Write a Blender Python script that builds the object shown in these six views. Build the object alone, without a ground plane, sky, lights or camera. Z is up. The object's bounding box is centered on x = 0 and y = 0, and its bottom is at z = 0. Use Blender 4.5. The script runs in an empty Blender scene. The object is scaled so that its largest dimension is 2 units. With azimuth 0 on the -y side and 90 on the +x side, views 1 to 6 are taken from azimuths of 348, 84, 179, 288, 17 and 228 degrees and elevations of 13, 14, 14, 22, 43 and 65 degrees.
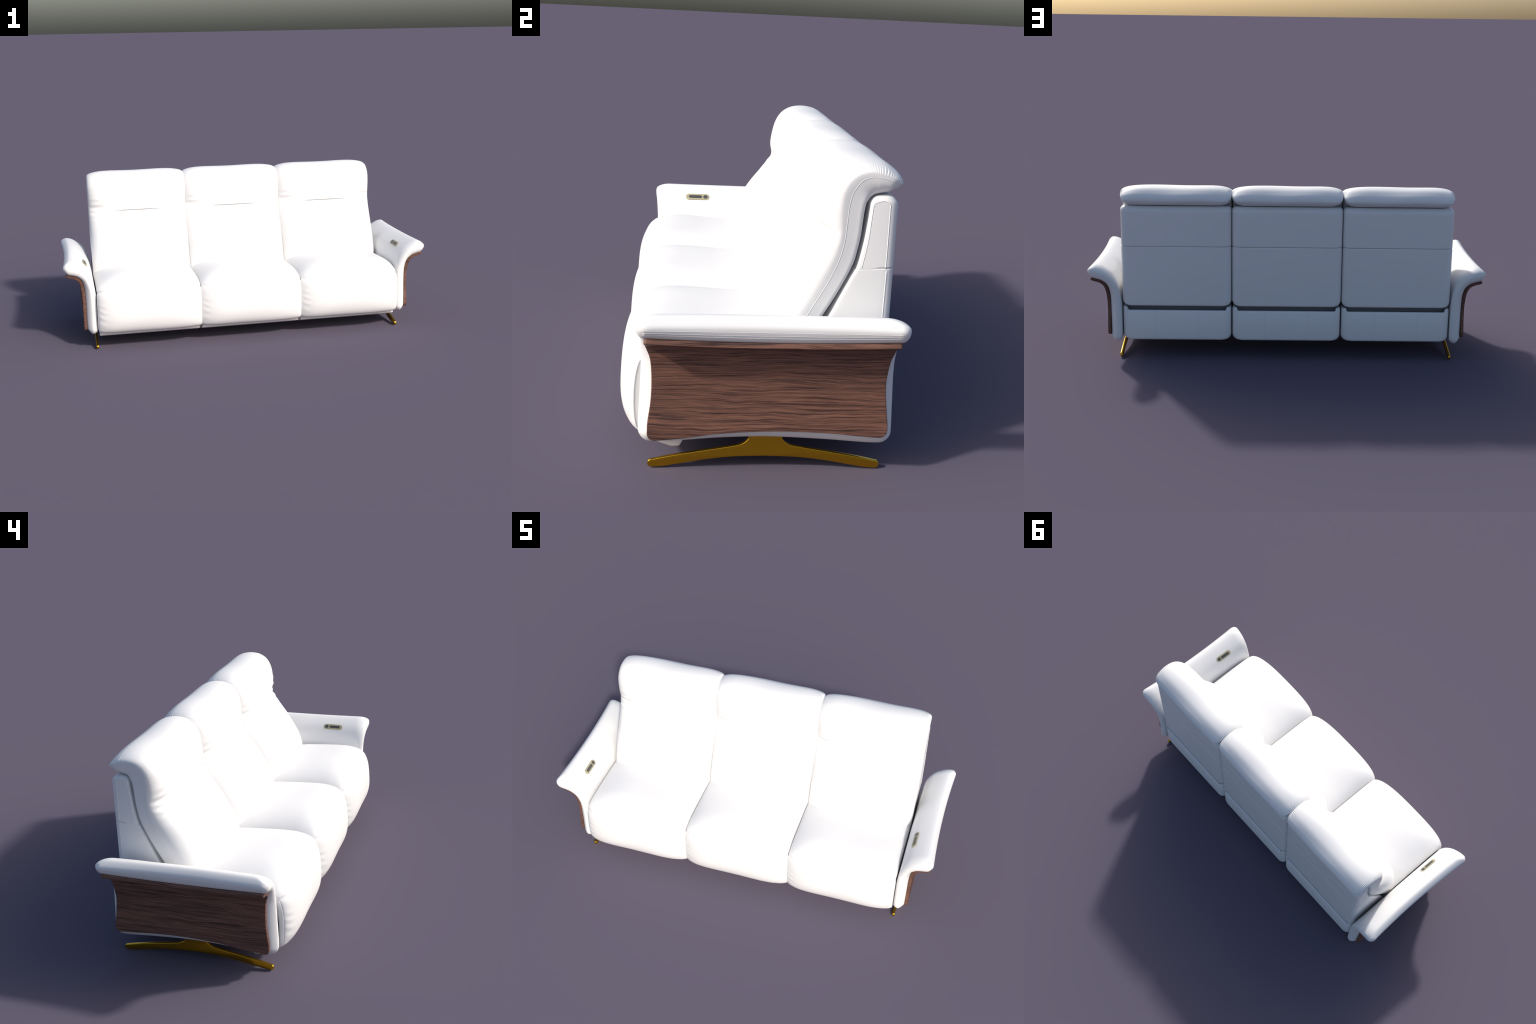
import bpy, bmesh, math, random
import numpy as np
from mathutils import Vector

rng = np.random.default_rng(7)

# ------------------------------------------------------------------ helpers
def spline(pts, n, closed=False, tens=0.5):
    """Catmull-Rom through the control points, n samples, uniform in station."""
    P = np.asarray(pts, float)
    m = len(P)
    if closed:
        u = np.linspace(0, m, n, endpoint=False)
        g = lambda i: P[i % m]
    else:
        u = np.linspace(0, m - 1, n)
        E = np.vstack([2 * P[0] - P[1], P, 2 * P[-1] - P[-2]])
        g = lambda i: E[np.clip(i + 1, 0, m + 1)]
    i = np.floor(u).astype(int)
    if not closed:
        i = np.minimum(i, m - 2)
    f = (u - i)[:, None]
    p0, p1, p2, p3 = g(i - 1), g(i), g(i + 1), g(i + 2)
    return 0.5 * (2 * p1 + (p2 - p0) * f + (2 * p0 - 5 * p1 + 4 * p2 - p3) * f ** 2
                  + (3 * p1 - p0 - 3 * p2 + p3) * f ** 3)

def curve1(xs, ys):
    """smooth scalar function y(x) through points (dense Catmull-Rom + interp)."""
    d = spline(np.column_stack([xs, ys]), 40 * len(xs))
    x, y = d[:, 0], d[:, 1]
    o = np.argsort(x)
    return lambda q: np.interp(q, x[o], y[o])

def new_obj(name, mesh, parent=None, mat=None, loc=(0, 0, 0)):
    ob = bpy.data.objects.new(name, mesh)
    bpy.context.scene.collection.objects.link(ob)
    ob.location = loc
    if parent:
        ob.parent = parent
    if mat and not mesh.materials:
        mesh.materials.append(mat)
    return ob

def make_mesh(name, verts, faces, sharp=40):
    me = bpy.data.meshes.new(name)
    me.from_pydata([tuple(v) for v in verts], [], [tuple(f) for f in faces])
    bm = bmesh.new()
    bm.from_mesh(me)
    bmesh.ops.remove_doubles(bm, verts=bm.verts, dist=1e-5)
    bmesh.ops.recalc_face_normals(bm, faces=bm.faces)
    bm.to_mesh(me)
    bm.free()
    me.shade_smooth()
    if sharp:
        me.set_sharp_from_angle(angle=math.radians(sharp))
    return me

def grid_faces(nu, nv, off=0, wrap_v=False):
    f = []
    for i in range(nu - 1):
        for j in range(nv if wrap_v else nv - 1):
            a = off + i * nv + j
            b = off + i * nv + (j + 1) % nv
            f.append((a, b, b + nv, a + nv))
    return f

def tube(name, path, r, segs=8, sharp=None):
    """round cord along a polyline, capped."""
    P = np.asarray(path, float)
    T = np.gradient(P, axis=0)
    T /= np.linalg.norm(T, axis=1)[:, None]
    up = np.array([1, 0, 0.0]) if abs(T[:, 0]).mean() < 0.7 else np.array([0, 0, 1.0])
    A = np.cross(T, up); A /= np.linalg.norm(A, axis=1)[:, None]
    B = np.cross(T, A)
    V = []
    for k in range(len(P)):
        for a in np.linspace(0, 2 * math.pi, segs, endpoint=False):
            V.append(P[k] + r * (math.cos(a) * A[k] + math.sin(a) * B[k]))
    F = grid_faces(len(P), segs, 0, True)
    F.append(tuple(range(segs)))
    F.append(tuple((len(P) - 1) * segs + j for j in range(segs)))
    return make_mesh(name, V, F, sharp)

def join_meshes(name, meshes, sharp=40):
    bm = bmesh.new()
    for m in meshes:
        bm.from_mesh(m)
    me = bpy.data.meshes.new(name)
    bm.to_mesh(me); bm.free()
    me.shade_smooth()
    if sharp:
        me.set_sharp_from_angle(angle=math.radians(sharp))
    for m in meshes:
        bpy.data.meshes.remove(m)
    return me

def extrude_yz(name, outline, half, bevel, segs=5, sharp=30, xc=0.0):
    """solid from a YZ outline extruded along X with rounded long edges."""
    n = len(outline)
    V = [(xc - half, y, z) for y, z in outline] + [(xc + half, y, z) for y, z in outline]
    F = [tuple(range(n)), tuple(range(2 * n - 1, n - 1, -1))]
    F += [(i, (i + 1) % n, n + (i + 1) % n, n + i) for i in range(n)]
    me = bpy.data.meshes.new(name)
    me.from_pydata(V, [], F)
    bm = bmesh.new(); bm.from_mesh(me)
    bmesh.ops.recalc_face_normals(bm, faces=bm.faces)
    if bevel:
        es = [e for e in bm.edges if len(e.link_faces) == 2 and e.calc_face_angle() > math.radians(35)]
        bmesh.ops.bevel(bm, geom=es, offset=bevel, segments=segs, profile=0.5,
                        affect='EDGES', clamp_overlap=True)
    bm.to_mesh(me); bm.free()
    me.shade_smooth()
    me.set_sharp_from_angle(angle=math.radians(sharp))
    return me

def round_poly(pts, rads, seg=7):
    """polygon with filleted corners."""
    out = []
    n = len(pts)
    for i in range(n):
        p = np.array(pts[i], float); a = np.array(pts[i - 1], float); b = np.array(pts[(i + 1) % n], float)
        r = rads[i] if hasattr(rads, '__len__') else rads
        if r <= 0:
            out.append(tuple(p)); continue
        u = (a - p) / np.linalg.norm(a - p); v = (b - p) / np.linalg.norm(b - p)
        ang = math.acos(np.clip(u @ v, -1, 1))
        d = min(r / math.tan(ang / 2), 0.48 * np.linalg.norm(a - p), 0.48 * np.linalg.norm(b - p))
        s, e = p + u * d, p + v * d
        for k in range(seg + 1):
            t = k / seg
            out.append(tuple((1 - t) ** 2 * s + 2 * t * (1 - t) * p + t * t * e))
    return out

# ---------------------------------------------------------------- materials
def node_mat(name):
    m = bpy.data.materials.new(name)
    m.use_nodes = True
    nt = m.node_tree
    return m, nt, nt.nodes['Principled BSDF']

def leather(name, col, col2, rough=0.5, bump=0.12):
    m, nt, b = node_mat(name)
    tc = nt.nodes.new('ShaderNodeTexCoord')
    n1 = nt.nodes.new('ShaderNodeTexNoise'); n1.inputs['Scale'].default_value = 5.0
    n1.inputs['Detail'].default_value = 3
    ramp = nt.nodes.new('ShaderNodeValToRGB')
    ramp.color_ramp.elements[0].position = 0.3; ramp.color_ramp.elements[0].color = (*col2, 1)
    ramp.color_ramp.elements[1].position = 0.7; ramp.color_ramp.elements[1].color = (*col, 1)
    v = nt.nodes.new('ShaderNodeTexVoronoi'); v.inputs['Scale'].default_value = 420
    bp = nt.nodes.new('ShaderNodeBump'); bp.inputs['Strength'].default_value = bump
    bp.inputs['Distance'].default_value = 0.0006
    L = nt.links.new
    L(tc.outputs['Object'], n1.inputs['Vector']); L(tc.outputs['Object'], v.inputs['Vector'])
    L(n1.outputs['Fac'], ramp.inputs['Fac']); L(ramp.outputs['Color'], b.inputs['Base Color'])
    L(v.outputs['Distance'], bp.inputs['Height']); L(bp.outputs['Normal'], b.inputs['Normal'])
    b.inputs['Roughness'].default_value = rough
    return m

def wood_mat():
    m, nt, b = node_mat('walnut_veneer')
    L = nt.links.new
    tc = nt.nodes.new('ShaderNodeTexCoord')
    # slow warp so the grain lines drift and swell
    warp = nt.nodes.new('ShaderNodeTexNoise'); warp.inputs['Scale'].default_value = 1.0
    warp.inputs['Detail'].default_value = 2
    mp0 = nt.nodes.new('ShaderNodeMapping'); mp0.inputs['Scale'].default_value = (4, 4.5, 11)
    sub = nt.nodes.new('ShaderNodeVectorMath'); sub.operation = 'SUBTRACT'
    sub.inputs[1].default_value = (0.5, 0.5, 0.5)
    scl = nt.nodes.new('ShaderNodeVectorMath'); scl.operation = 'MULTIPLY'
    scl.inputs[1].default_value = (0.0, 0.0, 0.028)
    add = nt.nodes.new('ShaderNodeVectorMath'); add.operation = 'ADD'
    L(tc.outputs['Object'], mp0.inputs['Vector']); L(mp0.outputs['Vector'], warp.inputs['Vector'])
    L(warp.outputs['Color'], sub.inputs[0]); L(sub.outputs[0], scl.inputs[0])
    L(tc.outputs['Object'], add.inputs[0]); L(scl.outputs[0], add.inputs[1])
    def streak(sc, det, rough=0.6):
        mp = nt.nodes.new('ShaderNodeMapping'); mp.inputs['Scale'].default_value = sc
        n = nt.nodes.new('ShaderNodeTexNoise'); n.inputs['Scale'].default_value = 1
        n.inputs['Detail'].default_value = det; n.inputs['Roughness'].default_value = rough
        L(add.outputs[0], mp.inputs['Vector']); L(mp.outputs['Vector'], n.inputs['Vector'])
        return n.outputs['Fac']
    a = streak((60, 5.2, 230), 6, .68)
    c = streak((160, 18, 560), 3)
    big = streak((8, 1.6, 13), 2)
    def ramp(src, stops):
        r = nt.nodes.new('ShaderNodeValToRGB'); e = r.color_ramp.elements
        e[0].position, e[0].color = stops[0][0], (*stops[0][1], 1)
        e[1].position, e[1].color = stops[-1][0], (*stops[-1][1], 1)
        for p, col in stops[1:-1]:
            q = e.new(p); q.color = (*col, 1)
        L(src, r.inputs['Fac']); return r.outputs['Color']
    DK, MD, LT = WOOD
    base = ramp(a, [(0.34, DK), (0.43, MD), (0.60, LT)])
    def mix(mode, f, A, B):
        x = nt.nodes.new('ShaderNodeMix'); x.data_type = 'RGBA'; x.blend_type = mode
        x.inputs[0].default_value = f
        L(A, x.inputs[6]); L(B, x.inputs[7]); return x.outputs[2]
    fine = ramp(c, [(0.30, (0.55, 0.55, 0.58)), (0.55, (1.0, 1.0, 1.0)), (0.75, (1.15, 1.12, 1.1))])
    broad = ramp(big, [(0.32, (0.72, 0.72, 0.75)), (0.66, (1.12, 1.08, 1.06))])
    thin = ramp(streak((60, 3.4, 300), 4, .6), [(0.38, (0.36, 0.33, 0.36)), (0.455, (1.0, 1.0, 1.0)), (1.0, (1.0, 1.0, 1.0))])
    col = mix('MULTIPLY', 0.85, base, fine)
    col = mix('MULTIPLY', 0.9, col, thin)
    col = mix('MULTIPLY', 0.7, col, broad)
    L(col, b.inputs['Base Color'])
    b.inputs['Roughness'].default_value = 0.5
    b.inputs['Specular IOR Level'].default_value = 0.3
    bp = nt.nodes.new('ShaderNodeBump'); bp.inputs['Strength'].default_value = 0.15
    bp.inputs['Distance'].default_value = 0.0005
    L(c, bp.inputs['Height']); L(bp.outputs['Normal'], b.inputs['Normal'])
    return m

def plain(name, col, rough, metal=0.0, nscale=60, var=0.06):
    m, nt, b = node_mat(name)
    tc = nt.nodes.new('ShaderNodeTexCoord')
    n = nt.nodes.new('ShaderNodeTexNoise'); n.inputs['Scale'].default_value = nscale
    r = nt.nodes.new('ShaderNodeValToRGB')
    r.color_ramp.elements[0].color = (*[c * (1 - var) for c in col], 1)
    r.color_ramp.elements[1].color = (*[min(1, c * (1 + var)) for c in col], 1)
    nt.links.new(tc.outputs['Object'], n.inputs['Vector'])
    nt.links.new(n.outputs['Fac'], r.inputs['Fac'])
    nt.links.new(r.outputs['Color'], b.inputs['Base Color'])
    b.inputs['Roughness'].default_value = rough
    b.inputs['Metallic'].default_value = metal
    return m

WOOD = ((0.055, 0.034, 0.031), (0.148, 0.077, 0.056), (0.235, 0.116, 0.081))
LEATHER = leather('white_leather', (0.80, 0.80, 0.80), (0.785, 0.785, 0.785))
WOODM = wood_mat()
GOLD = plain('brushed_gold', (0.76, 0.43, 0.029), 0.22, 1.0)
PLATE = plain('champagne_plate', (0.36, 0.33, 0.215), 0.5, 0.0)
DARK = plain('dark_button', (0.055, 0.056, 0.058), 0.45)
MARK = plain('pale_mark', (0.17, 0.17, 0.18), 0.5)
LINING = plain('dark_grey_inner', (0.16, 0.165, 0.175), 0.8)  # base colour set darker to match the dark band in the gap below the rear shell
BRACKET = plain('pale_grey_bracket', (0.55, 0.56, 0.58), 0.6)

# ------------------------------------------------------------------ the sofa
sofa = bpy.data.objects.new('sofa', None)
bpy.context.scene.collection.objects.link(sofa)
sofa.empty_display_size = 0.2
sofa['label'] = 'white leather three seat recliner sofa with walnut side panels'
sofa['category'] = 'sofa'

PITCH = 0.5545
HALF = 0.2745
CENTRES = (-PITCH, 0.0, PITCH)

# a cushion = seam line S at its sides, crown line C in the middle, back line B
def cushion(S, C, B, ns, nt, p, q, width, wrinkle=None, wb=0.0035, bulge=0.0):
    """lofted closed body; returns verts, faces, and rows for splitting."""
    k = len(S)
    S, C, B = (spline(x, ns) for x in (S, C, B))
    w = np.interp(np.linspace(0, k - 1, ns), np.arange(k), width) if hasattr(width, '__len__') else np.full(ns, width)
    if hasattr(width, '__len__'):
        w = spline(np.column_stack([np.arange(k), width]), ns)[:, 1]
    WB = spline(np.column_stack([np.arange(k), wb]), ns)[:, 1] if hasattr(wb, '__len__') else np.full(ns, wb)
    arc = np.concatenate([[0], np.cumsum(np.linalg.norm(np.diff(C, axis=0), axis=1))])
    u = np.linspace(-1, 1, nt)
    t = 0.55 * np.sin(u * math.pi / 2) + 0.45 * u
    t = np.sign(t) * np.abs(t) ** 0.85
    rows = []
    station = np.linspace(0, k - 1, ns)
    for i in range(ns):
        pi = p(station[i]) if callable(p) else p
        qi = q(station[i]) if callable(q) else q
        f = np.clip(1 - np.abs(t) ** pi, 0, 1) ** (1 / qi)
        d = C[i] - S[i]
        y = S[i, 0] + d[0] * f
        z = S[i, 1] + d[1] * f
        if wrinkle is not None:
            h = wrinkle(station[i], arc[i], t)
            n = d / (np.linalg.norm(d) + 1e-9)
            y = y + n[0] * h; z = z + n[1] * h
        bx = bulge * float(np.interp(station[i], [0, 1, 5, 9], [0, .35, .4, 1])) * min(1, (k - 1 - station[i]) / 4) * (4 * f * (1 - f)) ** .8 * np.sign(t) * (np.abs(t) > .5)
        ring = [(w[i] * tt + b_, yy, zz) for tt, b_, yy, zz in zip(t, bx, y, z)]
        M = 0.5 * (S[i] + B[i]); wi = w[i]
        bi = WB[i]
        side = [(wi - bi * g ** float(np.interp(bi, [.004, .03], [1.7, 3.2])) - 0.0012 * math.sin(g * math.pi), *(S[i] * (1 - g) + B[i] * g)) for g in (.12, .3, .5, .7, .88)]
        side.append((wi - bi - 0.004, *B[i]))
        ring += side + [(-a, b_, c_) for a, b_, c_ in reversed(side)]
        rows.append(ring)
    nr = len(rows[0])
    V = [v for r in rows for v in r]
    F = grid_faces(ns, nr, 0, True)
    # end caps: strips between mirrored ring vertices
    for base in (0, (ns - 1) * nr):
        F.append(tuple(base + j for j in range(nr)))
    return V, F, S, w, station

# ---- backrest: headrest roll, crease, lumbar pad, side boxing
BS = [(.363,.808),(.3655,.814),(.3635,.819),(.352,.8245),(.338,.830),(.310,.8375),(.285,.8395),(.262,.833),
      (.246,.818),(.231,.792),(.2240,.757),(.2215,.715),(.2190,.676),(.2145,.643),(.2040,.604),(.183,.554),
      (.153,.497),(.122,.443),(.09,.39),(.062,.34),(.037,.29)]
BC = [(.366,.803),(.373,.809),(.3790,.822),(.3735,.838),(.354,.8555),(.32,.8735),(.272,.8795),(.225,.872),
      (.186,.848),(.161,.809),(.1490,.764),(.1445,.720),(.1510,.673),(.1300,.640),(.101,.604),(.059,.553),
      (.021,.494),(-.005,.445),(-.018,.398),(-.018,.35),(-.015,.31)]
BB = [(.359,.805),(.3575,.801),(.352,.797),(.342,.793),(.330,.7905),(.312,.7900),(.295,.789),(.283,.784),
      (.275,.775),(.270,.765),(.2665,.74),(.2640,.708),(.2615,.676),(.256,.643),(.2475,.604),(.227,.554),
      (.198,.497),(.167,.443),(.135,.39),(.107,.34),(.08,.29)]
BW = [.236,.249,.258,.2665,.2735,.2768] + [.2775] * 15
BWB = [.032,.042,.048,.048,.043,.034,.021,.012,.006] + [.0038] * 12

def back_p(st): return float(np.interp(st, [0, 3, 6, 8.5, 11.5, 19], [5.0, 5.2, 6.5, 6.5, 5.5, 5.0]))
def back_q(st): return float(np.interp(st, [0, 3, 8.5, 11.5, 19], [2.1, 2.5, 2.5, 1.7, 1.6]))
def back_wrinkle(st, arc, t):
    e = 1 - np.abs(t)
    sgn = np.where(t > 0, 1.0, -1.0)
    h = np.zeros_like(t)
    # gathered puckers along the headrest seam
    m = math.exp(-((st - 6.2) / 3.6) ** 6)
    ph = 2 * math.pi * arc / 0.0092
    amp = 0.0012 * (0.45 + 0.55 * min(1, max(0, (st - 2.5) / 2))) * (0.6 + 0.4 * math.sin(arc * 61 + 1.0))
    wd = 0.105 + 0.03 * math.sin(arc * 140) + 0.02 * math.sin(arc * 57)
    prof = np.where(e < wd, np.sin(np.clip(e / wd, 0, 1) ** 0.55 * math.pi) ** 1.3, 0)
    h += m * amp * prof * np.sin(ph + 1.1 * np.sin(arc * 95) + 0.8 * sgn)
    # softer side folds where headrest meets lumbar pad
    m2 = math.exp(-((st - 12.0) / 1.4) ** 2)
    prof2 = np.where(e < 0.34, np.sin(np.clip(e / 0.34, 0, 1) * math.pi) ** 1.5, 0)
    h += m2 * 0.0030 * prof2 * np.sin(2 * math.pi * arc / 0.036 + 6 * e + 0.5 * sgn)
    # the crease itself: a tucked line across the middle part
    bow = 12.20 - 0.12 * t ** 2
    h -= 0.0135 * np.exp(-((st - bow) / 0.075) ** 2) * np.clip(1 - np.abs(t / 0.56) ** 4, 0, 1)
    # slow unevenness of the filling
    h += 0.0012 * np.sin(t * 5 + st * 0.9) * np.clip(e * 4, 0, 1)
    return h

V, F, S, W, stn = cushion(BS, BC, BB, 480, 120, back_p, back_q, BW, back_wrinkle, BWB, .0085)
back_mesh = make_mesh('backrest_cushion', V, F, 55)
def seam_path(S, w, dx=0.0, step=3, a=0, b=None):
    return np.column_stack([w + dx, S[:, 0], S[:, 1]])[a:b:step]
pp = seam_path(S, W - 0.0006)
q = pp.copy(); q[:, 0] *= -1
piping_back = join_meshes('backrest_piping', [tube('p1', pp, 0.0013), tube('p2', q, 0.0013)], None)

# ---- seat and footrest: one continuous pad running over the front edge
SS = [(.10,.316),(.03,.319),(-.08,.321),(-.17,.322),(-.25,.322),(-.288,.322),(-.311,.3235),(-.3245,.318),(-.336,.290),
      (-.343,.24),(-.344,.18),(-.339,.13),(-.327,.102),(-.303,.093)]
SC = [(.06,.35),(-.02,.386),(-.10,.3965),(-.19,.4025),(-.262,.4015),(-.318,.389),(-.352,.365),(-.371,.335),(-.385,.29),
      (-.391,.22),(-.388,.165),(-.373,.122),(-.347,.097),(-.305,.089)]
SB = [(.10,.27),(.03,.27),(-.08,.275),(-.17,.28),(-.25,.285),(-.270,.290),(-.284,.296),(-.294,.292),(-.312,.27),
      (-.321,.22),(-.322,.17),(-.318,.125),(-.308,.104),(-.295,.098)]
def seat_p(st): return float(np.interp(st, [0, 5, 9, 13], [3.3, 3.3, 4.2, 5.0]))
def seat_q(st): return float(np.interp(st, [0, 4, 7, 9, 13], [2.3, 2.3, 1.8, 1.5, 1.6]))
def seat_wrinkle(st, arc, t):
    e = 1 - np.abs(t)
    sgn = np.where(t > 0, 1.0, -1.0)
    m = 1 / (1 + math.exp(-(st - 7.9) * 5)) * (1 / (1 + math.exp((st - 12.2) * 4)))
    prof = np.where(e < 0.22, np.sin(np.clip(e / 0.22, 0, 1) ** 0.6 * math.pi) ** 1.4, 0)
    h = m * 0.0008 * prof * (0.6 + 0.5 * math.sin(arc * 23)) * np.sin(2 * math.pi * arc / 0.041 - 1.2 * e + 0.7 * sgn + 1.3 * math.sin(arc * 31))
    # tuck where seat pad turns into footrest pad, only at the sides
    h -= 0.004 * math.exp(-((st - 7.0) / 0.35) ** 2) * np.clip((np.abs(t) - 0.86) / 0.1, 0, 1)
    h += 0.0012 * np.sin(t * 4.2 + st) * np.clip(e * 4, 0, 1)
    return h
SWD = [.2777] * 6 + [.2768, .2762] + [.2775] * 4 + [.2735, .267]
V, F, S2, W2, stn2 = cushion(SS, SC, SB, 300, 90, seat_p, seat_q, SWD, seat_wrinkle)
whole = make_mesh('seat_whole', V, F, 55)
def split_by(whole, test, names):
    """two meshes whose border vertices coincide, keeping the whole body's normals."""
    cn = [c.vector.copy() for c in whole.corner_normals]
    out = []
    for name, want in zip(names, (True, False)):
        idx, vs, fs, nl = {}, [], [], []
        for p in whole.polygons:
            if test(p.center) != want:
                continue
            f = []
            for li, vi in zip(p.loop_indices, p.vertices):
                if vi not in idx:
                    idx[vi] = len(vs); vs.append(whole.vertices[vi].co.copy())
                f.append(idx[vi]); nl.append(cn[li])
            fs.append(f)
        me = bpy.data.meshes.new(name)
        me.from_pydata(vs, [], fs)
        me.shade_smooth()
        me.normals_split_custom_set(nl)
        out.append(me)
    return out
def is_footrest(c):      # everything in front of the plane through the side tuck
    return (c.y + 0.3175) * 0.30 + (c.z - 0.322) * 1.0 < 0 and c.y < -0.27 or (c.y < -0.285 and c.z < 0.30)
foot_mesh, seat_mesh = split_by(whole, is_footrest, ('footrest_cushion', 'seat_cushion'))
bpy.data.meshes.remove(whole)
k0 = int(np.argmin(np.abs(stn2 - 7.3)))
pp = seam_path(S2, W2 - 0.0006, 0, 3, k0)
q = pp.copy(); q[:, 0] *= -1
piping_foot = join_meshes('footrest_piping', [tube('p1', pp, 0.0022), tube('p2', q, 0.0022)], None)

# ---- rear shell (upper and lower panel), base box, front apron
def ring_rect(hw, yf, yb, r, zfun, n=7):
    """ring of a rounded rectangle in plan (front edge yf, rear edge yb)."""
    o = round_poly([(-hw, yf), (hw, yf), (hw, yb), (-hw, yb)], [min(.010, (yb - yf) * .3)] * 2 + [min(r, (yb - yf) * .45)] * 2, n)
    # add points along both sides and draw the padded sides in towards the rear
    out = []
    for i in range(len(o)):
        a, b = o[i], o[(i + 1) % len(o)]
        out.append(a)
        if abs(a[0] - b[0]) < 1e-6 and abs(a[0]) > .15:
            out += [(a[0], a[1] + (b[1] - a[1]) * g / 9) for g in range(1, 9)]
    res = []
    for x, y in out:
        v = min(1, max(0, (y - yf) / (yb - yf)))
        x -= math.copysign(.0008 * v * v + .0015 * (1 - v) ** 3, x) if abs(x) > .15 else 0
        res.append((x, y, zfun(x, y)))
    return res
def sq(d, r):            # inset of a quarter round at distance d from its end
    d = min(max(d, 0), r)
    return r - math.sqrt(r * r - (r - d) ** 2)
front_y = curve1([.27, .36, .442, .500, .553, .592, .651, .712, .766, .80], [.104, .142, .186, .2130, .2385, .2570, .2700, .2785, .2830, .2850])
SEAMDROP = .0042
def back_shell(name, z0, z1, r0, r1, rx0, rx1, bow0, bow1):
    """rounded panel from z0 to z1: r = rounding of its ends in YZ, rx = in XZ."""
    zz = z0 + (z1 - z0) * edge_samples(70, .9)
    V = []
    for k, z in enumerate(zz):
        hw = HALF + .0008 - sq(z - z0, rx0) - sq(z1 - z, rx1)
        yb = .3625 - sq(z - z0, r0) - sq(z1 - z, r1)
        yf = float(front_y(z)) + sq(z - z0, min(r0, .006)) + sq(z1 - z, min(r1, .024))
        v = (z - z0) / (z1 - z0)
        # ends of the cross seam turn up a little at the corners
        lift = lambda x, y: z + (bow0 * (1 - v) ** 3 + bow1 * v ** 3) * float(np.clip((abs(x) - .20) / .07, 0, 1)) ** 2 * float(np.clip((y - .26) / .06, 0, 1)) - SEAMDROP * (bow0 > 0) * (1 - v) ** 6 * float(np.clip((.318 - y) / .02, 0, 1))
        V += ring_rect(hw, yf, yb, .030, lift)
    n = len(V) // len(zz)
    F = grid_faces(len(zz), n, 0, True)
    F += [tuple(range(n)), tuple((len(zz) - 1) * n + j for j in range(n))]
    return make_mesh(name, V, F, 50)
def edge_samples(n, k=0.75):
    u = np.linspace(0, 1, n)
    c = 0.5 - 0.5 * np.cos(math.pi * u)
    return (1 - k) * u + k * c
upper_mesh = back_shell('upper_back_panel', .5845, .7875, .0035, .030, .0030, .018, .0045, 0)
lower_mesh = back_shell('lower_back_panel', .2760, .5832, .010, .0035, .030, .0030, 0, .0045)

# raised welts on the shell: on each side face, and the Y-shaped seams on the back
def mirrored(path):
    q = np.array(path, float); q[:, 0] *= -1
    return q
def welt_line(pts, n=60):
    return spline(pts, n)
XW = HALF + 0.0003
def welt_x(y, z):
    f = float(front_y(z)); v = min(1, max(0, (y - f) / (.3625 - f)))
    return XW - .0008 * v * v - .0015 * (1 - v) ** 3
w1 = welt_line([(welt_x(.2700,.588),.2700,.588),(welt_x(.282,.660),.282,.660),(welt_x(.2885,.735),.2885,.735),(welt_x(.2925,.765),.2925,.765),(welt_x(.312,.7745),.312,.7745),(welt_x(.326,.7735),.326,.7735),
                (welt_x(.336,.766),.336,.766),(welt_x(.3365,.752),.3365,.752),(welt_x(.3365,.70),.3365,.70),(welt_x(.3365,.643),.3365,.643),(welt_x(.336,.588),.336,.588)], 90)
w2 = welt_line([(welt_x(.339,.580),.339,.580),(welt_x(.338,.50),.338,.50),(welt_x(.337,.42),.337,.42),(welt_x(.336,.33),.336,.33),(welt_x(.334,.30),.334,.30)], 40)
yb_ = 0.3621
def back_seam(sgn):
    return welt_line([(sgn*.243,yb_,.7125),(sgn*.19,yb_,.704),(sgn*.10,yb_,.684),(sgn*.055,yb_,.662),
                      (sgn*.040,yb_,.632),(sgn*.038,yb_,.600),(sgn*.038,yb_,.590)], 60)
welt_upper = join_meshes('upper_panel_welt',
    [tube('a', w1, .0014), tube('b', mirrored(w1), .0014)]
    + [tube('c', back_seam(s), .0011) for s in (1, -1)], None)
welt_lower = join_meshes('lower_panel_welt',
    [tube('a', w2, .0014), tube('b', mirrored(w2), .0014)]
    + [tube('c', [(s*.038, yb_, z) for z in np.linspace(.578, .31, 20)], .0010) for s in (1, -1)], None)

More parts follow.
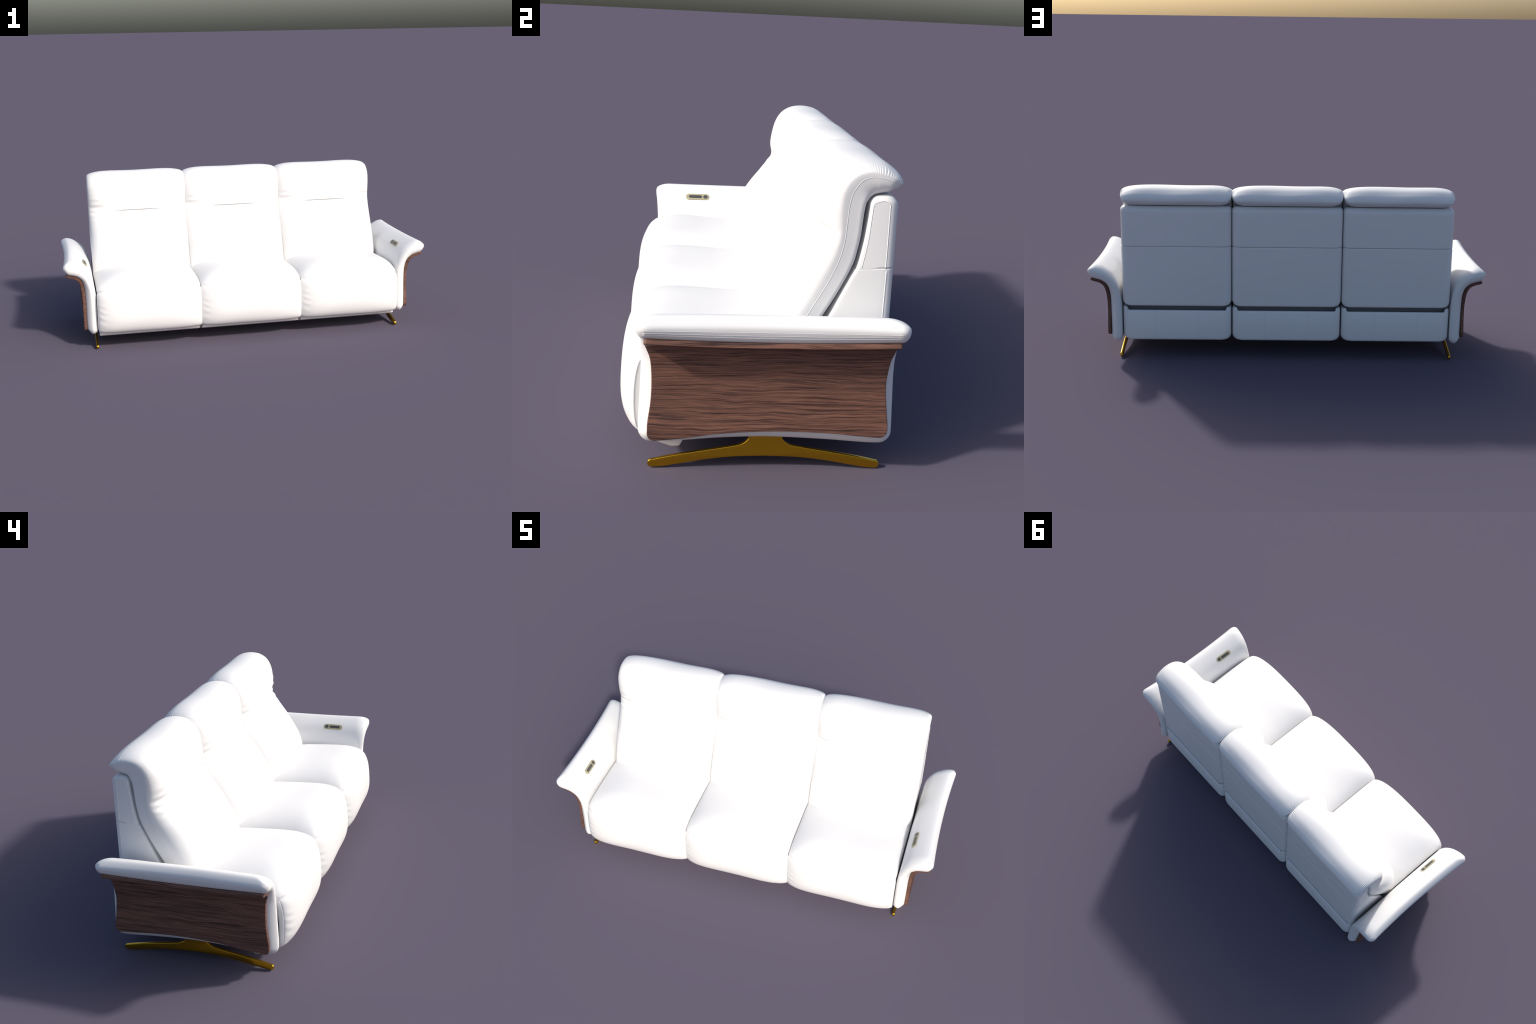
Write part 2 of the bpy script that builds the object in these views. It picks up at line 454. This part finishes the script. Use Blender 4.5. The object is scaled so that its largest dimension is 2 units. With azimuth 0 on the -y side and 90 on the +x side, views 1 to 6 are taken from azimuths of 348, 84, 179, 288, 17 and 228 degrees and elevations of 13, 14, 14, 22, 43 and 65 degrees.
# base box: U of three walls, the rear wall cut lower between two corner tabs
def base_box():
    bm = bmesh.new()
    me = bpy.data.meshes.new('base_box')
    # plan outline with round rear corners, extruded; cut the rear top with a rounded notch
    plan = round_poly([(-HALF, -.285), (HALF, -.285), (HALF, .367), (-HALF, .367)], [.005, .005, .036, .036], 10)
    inner = round_poly([(-HALF+.016, -.270), (HALF-.016, -.270), (HALF-.016, .346), (-HALF+.016, .346)], [.004, .004, .024, .024], 10)
    n = len(plan)
    def top(x, y):
        if y < 0.30: return 0.270
        a = abs(x)
        return 0.2545 + 0.0170 * float(np.clip((a - 0.2465) / 0.006, 0, 1) ** 2 * (3 - 2 * np.clip((a - 0.2465) / 0.006, 0, 1)))
    # refine the outlines so that the notch curve is smooth
    def refine(o):
        out = []
        for i in range(len(o)):
            a, b = np.array(o[i]), np.array(o[(i + 1) % len(o)])
            k = max(1, int(np.linalg.norm(b - a) / 0.0015)) if (a[1] > .3 and b[1] > .3) else 1
            for j in range(k):
                out.append(a + (b - a) * j / k)
        return out
    m = 1100
    def resample(o):
        o = refine(o); o = np.array(o + [o[0]])
        s = np.concatenate([[0], np.cumsum(np.linalg.norm(np.diff(o, axis=0), axis=1))])
        # start of both loops correspond corner by corner: use angle-free arclength fractions
        t = np.linspace(0, s[-1], m, endpoint=False)
        return np.column_stack([np.interp(t, s, o[:, 0]), np.interp(t, s, o[:, 1])])
    P, Q = resample(plan), resample(inner)
    rows = []
    b = 0.098; r = 0.014
    def off(P, d):   # shrink towards centre line of the wall
        return P + (Q - P) * d
    rb = .030
    for dz in [0, .0006, .0025, .006, .011, .017, .024, .030]:
        k = sq(dz, rb)
        rows.append([(x - math.copysign(k, x) * min(1, max(0, (abs(x) - .2) / .05)), y - sq(dz, .010) * (1 if y > .3 else 0), b + dz) for x, y in P])
    for d, dz in [(0, -.008), (.12, -.003), (.4, 0), (.8, -.001), (1, -.006)]:
        A = off(P, d); rows.append([(x, y, top(x, y) + dz) for x, y in A])
    rows.append([(x, y, .16) for x, y in Q])
    V = [v for R in rows for v in R]
    F = grid_faces(len(rows), m, 0, True)
    F.append(tuple(range(m)))
    F.append(tuple((len(rows) - 1) * m + j for j in range(m)))
    return make_mesh('base_box', V, F, 45)
base_mesh = base_box()
stitch_base = join_meshes('base_stitch', [tube('c', [(s*.11, .3672, z) for z in np.linspace(.252, .108, 12)], .0008) for s in (1, -1)], None)

apron_o = round_poly([(-.298,.0925),(-.303,.076),(-.238,.0525),(-.214,.0535),(-.198,.085),(-.200,.110),(-.280,.110)],
                     [.004,.010,.012,.010,.010,0,0], 6)
apron_mesh = extrude_yz('front_apron', apron_o, .2715, .006, 4, 35)
core_o = round_poly([(-.262,.115),(-.262,.298),(.10,.298),(.20,.41),(.235,.50),(.25,.56),(.30,.56),(.335,.115)], .01, 3)
core_mesh = extrude_yz('inner_frame', core_o, .2595, .004, 2, 35)
# grey folding brackets that show behind the footrest, at each side of a seat
br = []
for s in (1, -1):
    br.append(extrude_yz('b', round_poly([(-.300,.270),(-.285,.285),(-.235,.20),(-.25,.185)], .006, 4), .004, .0012, 2, 35, s*.262))
    br.append(extrude_yz('b', round_poly([(-.308,.150),(-.296,.135),(-.235,.20),(-.25,.215)], .006, 4), .004, .0012, 2, 35, s*.266))
bracket_mesh = join_meshes('folding_bracket', br, 35)

for cx in CENTRES:
    L0 = (cx, 0, 0)
    bk = new_obj('backrest', back_mesh, sofa, LEATHER, L0)
    new_obj('piping', piping_back, bk, LEATHER)
    st = new_obj('seat_cushion', seat_mesh, sofa, LEATHER, L0)
    ft = new_obj('footrest', foot_mesh, sofa, LEATHER, L0)
    new_obj('piping', piping_foot, ft, LEATHER)
    lo = new_obj('lower_back_panel', lower_mesh, sofa, LEATHER, L0)
    new_obj('welt', welt_lower, lo, LEATHER)
    up = new_obj('upper_back_panel', upper_mesh, sofa, LEATHER, L0)
    new_obj('welt', welt_upper, up, LEATHER)
    ba = new_obj('base', base_mesh, sofa, LEATHER, L0)
    new_obj('stitch', stitch_base, ba, LEATHER)
    new_obj('apron', apron_mesh, ba, LEATHER)
    new_obj('inner_frame', core_mesh, ba, LINING)
    new_obj('folding_bracket', bracket_mesh, ba, BRACKET)

# ---------------------------------------------------------------- armrests
# section in XZ: outer face O and inner face I, from the foot up to the flared lip
AO = [(.884,.082),(.8885,.105),(.8895,.15),(.889,.22),(.890,.29),(.895,.345),(.905,.383),(.926,.4065),(.952,.4170),(.974,.4235),(1.0000,.4400)]
AI = [(.844,.082),(.8350,.105),(.8333,.15),(.8333,.22),(.835,.29),(.842,.345),(.856,.396),(.883,.442),(.926,.474),(.966,.4870),(1.0000,.4770)]
NL = 400
O_ = spline(AO, NL); I_ = spline(AI, NL); M_ = 0.5 * (O_ + I_)
ml = np.concatenate([[0], np.cumsum(np.linalg.norm(np.diff(M_, axis=0), axis=1))])
ML = ml[-1]
def at(A, l):
    return np.column_stack([np.interp(l, ml, A[:, 0]), np.interp(l, ml, A[:, 1])])
mz = lambda l: np.interp(l, ml, M_[:, 1])
def l_of_z(z): return np.interp(z, M_[:, 1][:int(NL*.93)], ml[:int(NL*.93)])

arm_yf = curve1([.06,.10,.14,.22,.30,.36,.42,.46,.52], [-.326,-.329,-.3305,-.3275,-.325,-.325,-.330,-.337,-.338])
arm_yb = curve1([.06,.10,.14,.22,.30,.36,.42,.46,.52], [.380,.381,.3808,.3775,.3745,.3755,.3815,.3875,.388])
arm_zb = curve1([-.40,-.32,-.28,-.20,-.10,.03,.18,.30,.35,.42], [.087,.0865,.087,.091,.099,.1030,.097,.0885,.087,.087])

def edge_samples(n, k=0.75):
    u = np.linspace(0, 1, n)
    c = 0.5 - 0.5 * np.cos(math.pi * u)
    return (1 - k) * u + k * c

def sheet(yf, yb, zb, ltop, rc_bot, rc_top, nv, nt, surf):
    """rounded sheet over (y, l); surf(y, l, d, side) gives the point; two sides joined at the rim."""
    vv = edge_samples(nv); tt = edge_samples(nt)
    sides = []
    Y = np.zeros((nv, nt)); Lc = np.zeros((nv, nt)); D = np.zeros((nv, nt)); ES = np.zeros((nv, nt))
    for i, v in enumerate(vv):
        # lower rim follows zb(y)
        y0 = tt * 0.7 - 0.33
        for it in range(3):
            lb = l_of_z(zb(y0))
            l = lb + (ltop - lb) * v
            z = mz(l)
            f, b = yf(z), yb(z)
            dl_b, dl_t = (l - lb), (ltop - l)
            sh = np.zeros(nt)
            m = dl_b < rc_bot
            sh = np.where(m, rc_bot - np.sqrt(np.clip(rc_bot**2 - (rc_bot - dl_b)**2, 0, None)), sh)
            m = dl_t < rc_top
            sh = np.where(m, rc_top - np.sqrt(np.clip(rc_top**2 - (rc_top - dl_t)**2, 0, None)), sh)
            f2, b2 = f + sh, b - sh
            y0 = f2 + (b2 - f2) * tt
        Y[i], Lc[i] = y0, l
        ef, eb = y0 - f, b - y0
        es = np.minimum(ef, eb)
        d = np.minimum(np.minimum(es, dl_b), dl_t)
        for rc, dl in ((rc_bot, dl_b), (rc_top, dl_t)):
            m = (es < rc) & (dl < rc)
            dd = rc - np.sqrt((rc - es)**2 + (rc - dl)**2)
            d = np.where(m, np.minimum(np.maximum(dd, 0), 1), d)
        D[i] = np.clip(d, 0, None); ES[i] = np.clip(es, 0, None)
    D[0, :] = 0; D[-1, :] = 0; D[:, 0] = 0; D[:, -1] = 0
    V = []
    for side in (0, 1):
        P = surf(Y, Lc, D, side, ES)
        V += [tuple(p) for p in P.reshape(-1, 3)]
    F = grid_faces(nv, nt, 0)
    F += [tuple(reversed(f)) for f in grid_faces(nv, nt, nv * nt)]
    return V, F

def waist(y, l):        # the flared lip runs slightly inward halfway along
    return 0.012 * np.clip((l / ML - .5) / .5, 0, 1) ** 1.3 * np.clip(1 - ((y - .03) / .33) ** 2, 0, 1)
def sag(y, l):          # and its underside hangs a little lower there
    return 0.010 * np.clip((l / ML - .62) / .3, 0, 1) * np.clip(1 - ((y - .03) / .33) ** 2, 0, 1)
def arm_surf(Y, Lc, D, side, Es=None):
    sh = Y.shape
    l = Lc.ravel(); y = Y.ravel(); d = D.ravel()
    M = at(M_, l); A = at(O_ if side == 0 else I_, l)
    post = 1 - np.clip((l / ML - .55) / .2, 0, 1)       # 1 on the upright part
    if Es is not None:     # front and rear ends of the upright are chamfered on the outer face
        es = Es.ravel()
        M = M + (at(I_, l) - M) * (0.30 * post * np.clip(1 - es / .05, 0, 1) ** 1.2 * np.clip((d + .004) / .02, 0, 1) ** .5)[:, None]
    r = 0.024 + .010 * post if side == 0 else 0.029 - .009 * post
    e = np.sqrt(np.clip(1 - (1 - np.clip(d / r, 0, 1))**2, 0, 1))
    if side == 0:
        e = e + (np.clip(d / r, 0, 1) ** .8 - e) * .55 * post
    if side == 1 and Es is not None:      # the upholstered top eases off more slowly towards both ends
        lipw = np.clip((l / ML - .55) / .3, 0, 1)
        re = r + 0.036 * lipw
        e2 = np.sqrt(np.clip(1 - (1 - np.clip(Es.ravel() / re, 0, 1))**2, 0, 1))
        e = np.minimum(e, e2)
    P = M + (A - M) * e[:, None]
    P[:, 0] -= waist(y, l)
    if side == 0:
        P[:, 1] -= sag(y, l) * e
    if side == 1:
        # soft dent on the inner face near the backrest
        g = 0.007 * np.exp(-((y - .14) / .05)**2 - ((l - .345) / .035)**2)
        P[:, 1] -= g
    return np.column_stack([P[:, 0], y, P[:, 1]]).reshape(*sh, 3)

V, F = sheet(arm_yf, arm_yb, arm_zb, ML, .034, .030, 90, 150, arm_surf)
def mirror_mesh(V): return [(-x, y, z) for x, y, z in V]
arm_r = make_mesh('armrest_right', V, F, 60)
arm_l = make_mesh('armrest_left', mirror_mesh(V), F, 60)

# walnut panel following the outer face
Nrm = np.gradient(O_, axis=0); Nrm = np.column_stack([Nrm[:, 1], -Nrm[:, 0]])
Nrm /= np.linalg.norm(Nrm, axis=1)[:, None]
w_yf = curve1([.06,.10,.138,.16,.217,.279,.341,.387,.42,.45], [-.304,-.3045,-.304,-.303,-.296,-.294,-.298,-.309,-.3135,-.314])
w_yb = curve1([.06,.10,.135,.16,.215,.273,.311,.352,.383,.42,.45], [.361,.361,.3605,.3595,.352,.3465,.3485,.354,.3615,.3645,.365])
w_zb = curve1([-.40,-.31,-.277,-.197,-.109,.033,.184,.275,.325,.37,.42], [.105,.1055,.107,.115,.1275,.136,.1325,.1245,.1205,.1195,.119])
def wood_surf(Y, Lc, D, side, Es=None):
    sh = Y.shape
    l = Lc.ravel(); d = D.ravel()
    A = at(O_, l); n = at(Nrm, l)
    t0, t1, r = 0.001, 0.0165, 0.0024
    e = np.sqrt(np.clip(1 - (1 - np.clip(d / r, 0, 1))**2, 0, 1))
    h = (t1 - r + r * e) if side == 0 else np.full(len(l), t0)
    P = A + n * h[:, None]
    P[:, 0] -= waist(Y.ravel(), l)
    P[:, 1] -= sag(Y.ravel(), l)
    return np.column_stack([P[:, 0], Y.ravel(), P[:, 1]]).reshape(*sh, 3)
# top rim of the veneer sits just under the lip
lw = float(np.interp(.980, O_[:, 0][NL//2:], ml[NL//2:]))
def wood_mesh(name, sign):
    nv, nt = 70, 110
    V, F = sheet(w_yf, w_yb, w_zb, lw, .022, .006, nv, nt, wood_surf)
    if sign < 0: V = mirror_mesh(V)
    n = nv * nt
    rim = [(0, j) for j in range(nt - 1)] + [(i, nt - 1) for i in range(nv - 1)] \
        + [(nv - 1, j) for j in range(nt - 1, 0, -1)] + [(i, 0) for i in range(nv - 1, 0, -1)]
    k = [i * nt + j for i, j in rim]
    for a in range(len(k)):
        b = (a + 1) % len(k)
        F.append((k[a], k[b], k[b] + n, k[a] + n))
    return make_mesh(name, V, F, 50)

# twin stitching ridges along the lip
def lip_line(off_l, lift):
    ys = np.linspace(-.318, .362, 90)
    l = np.full(90, ML - off_l)
    d = np.full(90, off_l)
    P = arm_surf(ys[None, :], l[None, :], d[None, :], 0)[0]
    P[:, 2] += lift
    return P

# control plate on the inner slope of each arm
def capsule(L, Wd, n=14):
    o = []
    for s, c in ((1, L / 2 - Wd / 2), (-1, -(L / 2 - Wd / 2))):
        for a in np.linspace(-math.pi / 2, math.pi / 2, n):
            o.append((s * math.cos(a) * Wd / 2 + c, s * math.sin(a) * Wd / 2))
    return o
lc = float(np.interp(.8865, I_[:, 0][NL//2:], ml[NL//2:]))
pc = at(I_, np.array([lc]))[0]
tg = at(I_, np.array([lc + .012]))[0] - at(I_, np.array([lc - .012]))[0]; tg /= np.linalg.norm(tg)
nm = np.array([-tg[1], tg[0]])
PWAIST = float(waist(np.array([-.15]), np.array([lc]))[0])
def plate_mesh(name, outline, z0, z1, bev, sign, shift=0.0):
    """outline in (along y, across) on the slope; z0,z1 heights above it"""
    n = len(outline); V = []
    for h in (z0, z1):
        for a, b in outline:
            p = pc + tg * b + nm * h
            V.append((sign * (p[0] - PWAIST), -.1515 + a + shift, p[1]))
    F = [tuple(range(n)), tuple(range(2 * n - 1, n - 1, -1))] + [(i, (i + 1) % n, n + (i + 1) % n, n + i) for i in range(n)]
    me = bpy.data.meshes.new(name); me.from_pydata(V, [], F)
    bm = bmesh.new(); bm.from_mesh(me)
    bmesh.ops.recalc_face_normals(bm, faces=bm.faces)
    if bev:
        top = [e for e in bm.edges if all(v.index >= n for v in e.verts)]
        bmesh.ops.bevel(bm, geom=top, offset=bev, segments=3, profile=0.5, affect='EDGES')
    bm.to_mesh(me); bm.free()
    me.shade_smooth(); me.set_sharp_from_angle(angle=math.radians(40))
    return me
def shifted(o, dy, dx=0): return [(a + dy, b + dx) for a, b in o]

for sign, arm_mesh in ((1, arm_r), (-1, arm_l)):
    arm = new_obj('armrest', arm_mesh, sofa, LEATHER)
    new_obj('wood_panel', wood_mesh('wood_panel', sign), arm, WOODM)
    ridges = []
    for ol in (.0012, .0050, .0092):
        P = lip_line(ol, 0)
        P[:, 0] *= sign
        ridges.append(tube('r', P, .00045, 6))
    new_obj('lip_stitching', join_meshes('lip_stitching', ridges, None), arm, LEATHER)
    new_obj('control_plate', plate_mesh('control_plate', capsule(.104, .030), -.004, .0022, .0008, sign), arm, PLATE)
    new_obj('rocker_switch', plate_mesh('rocker_switch', shifted(capsule(.058, .0145), -.010), .0, .0032, .0006, sign), arm, DARK)
    new_obj('round_button', plate_mesh('round_button', shifted(capsule(.0186, .0185), .0345), .0, .0034, .0008, sign), arm, DARK)
    dash = [(-.0008, -.0035), (.0008, -.0035), (.0008, .0035), (-.0008, .0035)]
    new_obj('button_mark', plate_mesh('button_mark', shifted(dash, .0345), .0, .0038, 0, sign), arm, MARK)

# ------------------------------------------------------------------- legs
half_leg_top = [(.048,.118),(.048,.0885),(.056,.0790),(.070,.0705),(.090,.0655),(.130,.0585),(.200,.0465),(.270,.0335),(.318,.0225)]
half_leg_bot = [(.285,.0025),(.230,.0125),(.165,.0240),(.090,.0325),(.0,.0355)]
LC = .027
def leg_outline():
    top = [half_leg_top[0]] + [tuple(p) for p in spline(half_leg_top[1:], 40)]
    tip = []
    for a in np.linspace(math.radians(72), math.radians(-98), 12):
        tip.append((.319 + .0112 * math.cos(a), .0115 + .0115 * math.sin(a)))
    bot = [tuple(p) for p in spline(half_leg_bot, 30)]
    h = top + tip + bot
    left = [(-a, z) for a, z in reversed(h[:-1])]
    return [(LC + a, max(z, 0.0)) for a, z in h] + [(LC + a, max(z, 0.0)) for a, z in left]
lo_ = leg_outline()
for sign in (1, -1):
    leg = new_obj('leg', extrude_yz('leg', lo_, .0062, .0020, 3, 35, sign * .8415), sofa, GOLD)
    foot = []
    new_obj('mounting_plate', extrude_yz('mounting_plate', round_poly([(LC-.07,.104),(LC+.07,.104),(LC+.07,.112),(LC-.07,.112)], .002, 3),
                                        .024, .001, 2, 35, sign * .828), leg, DARK)
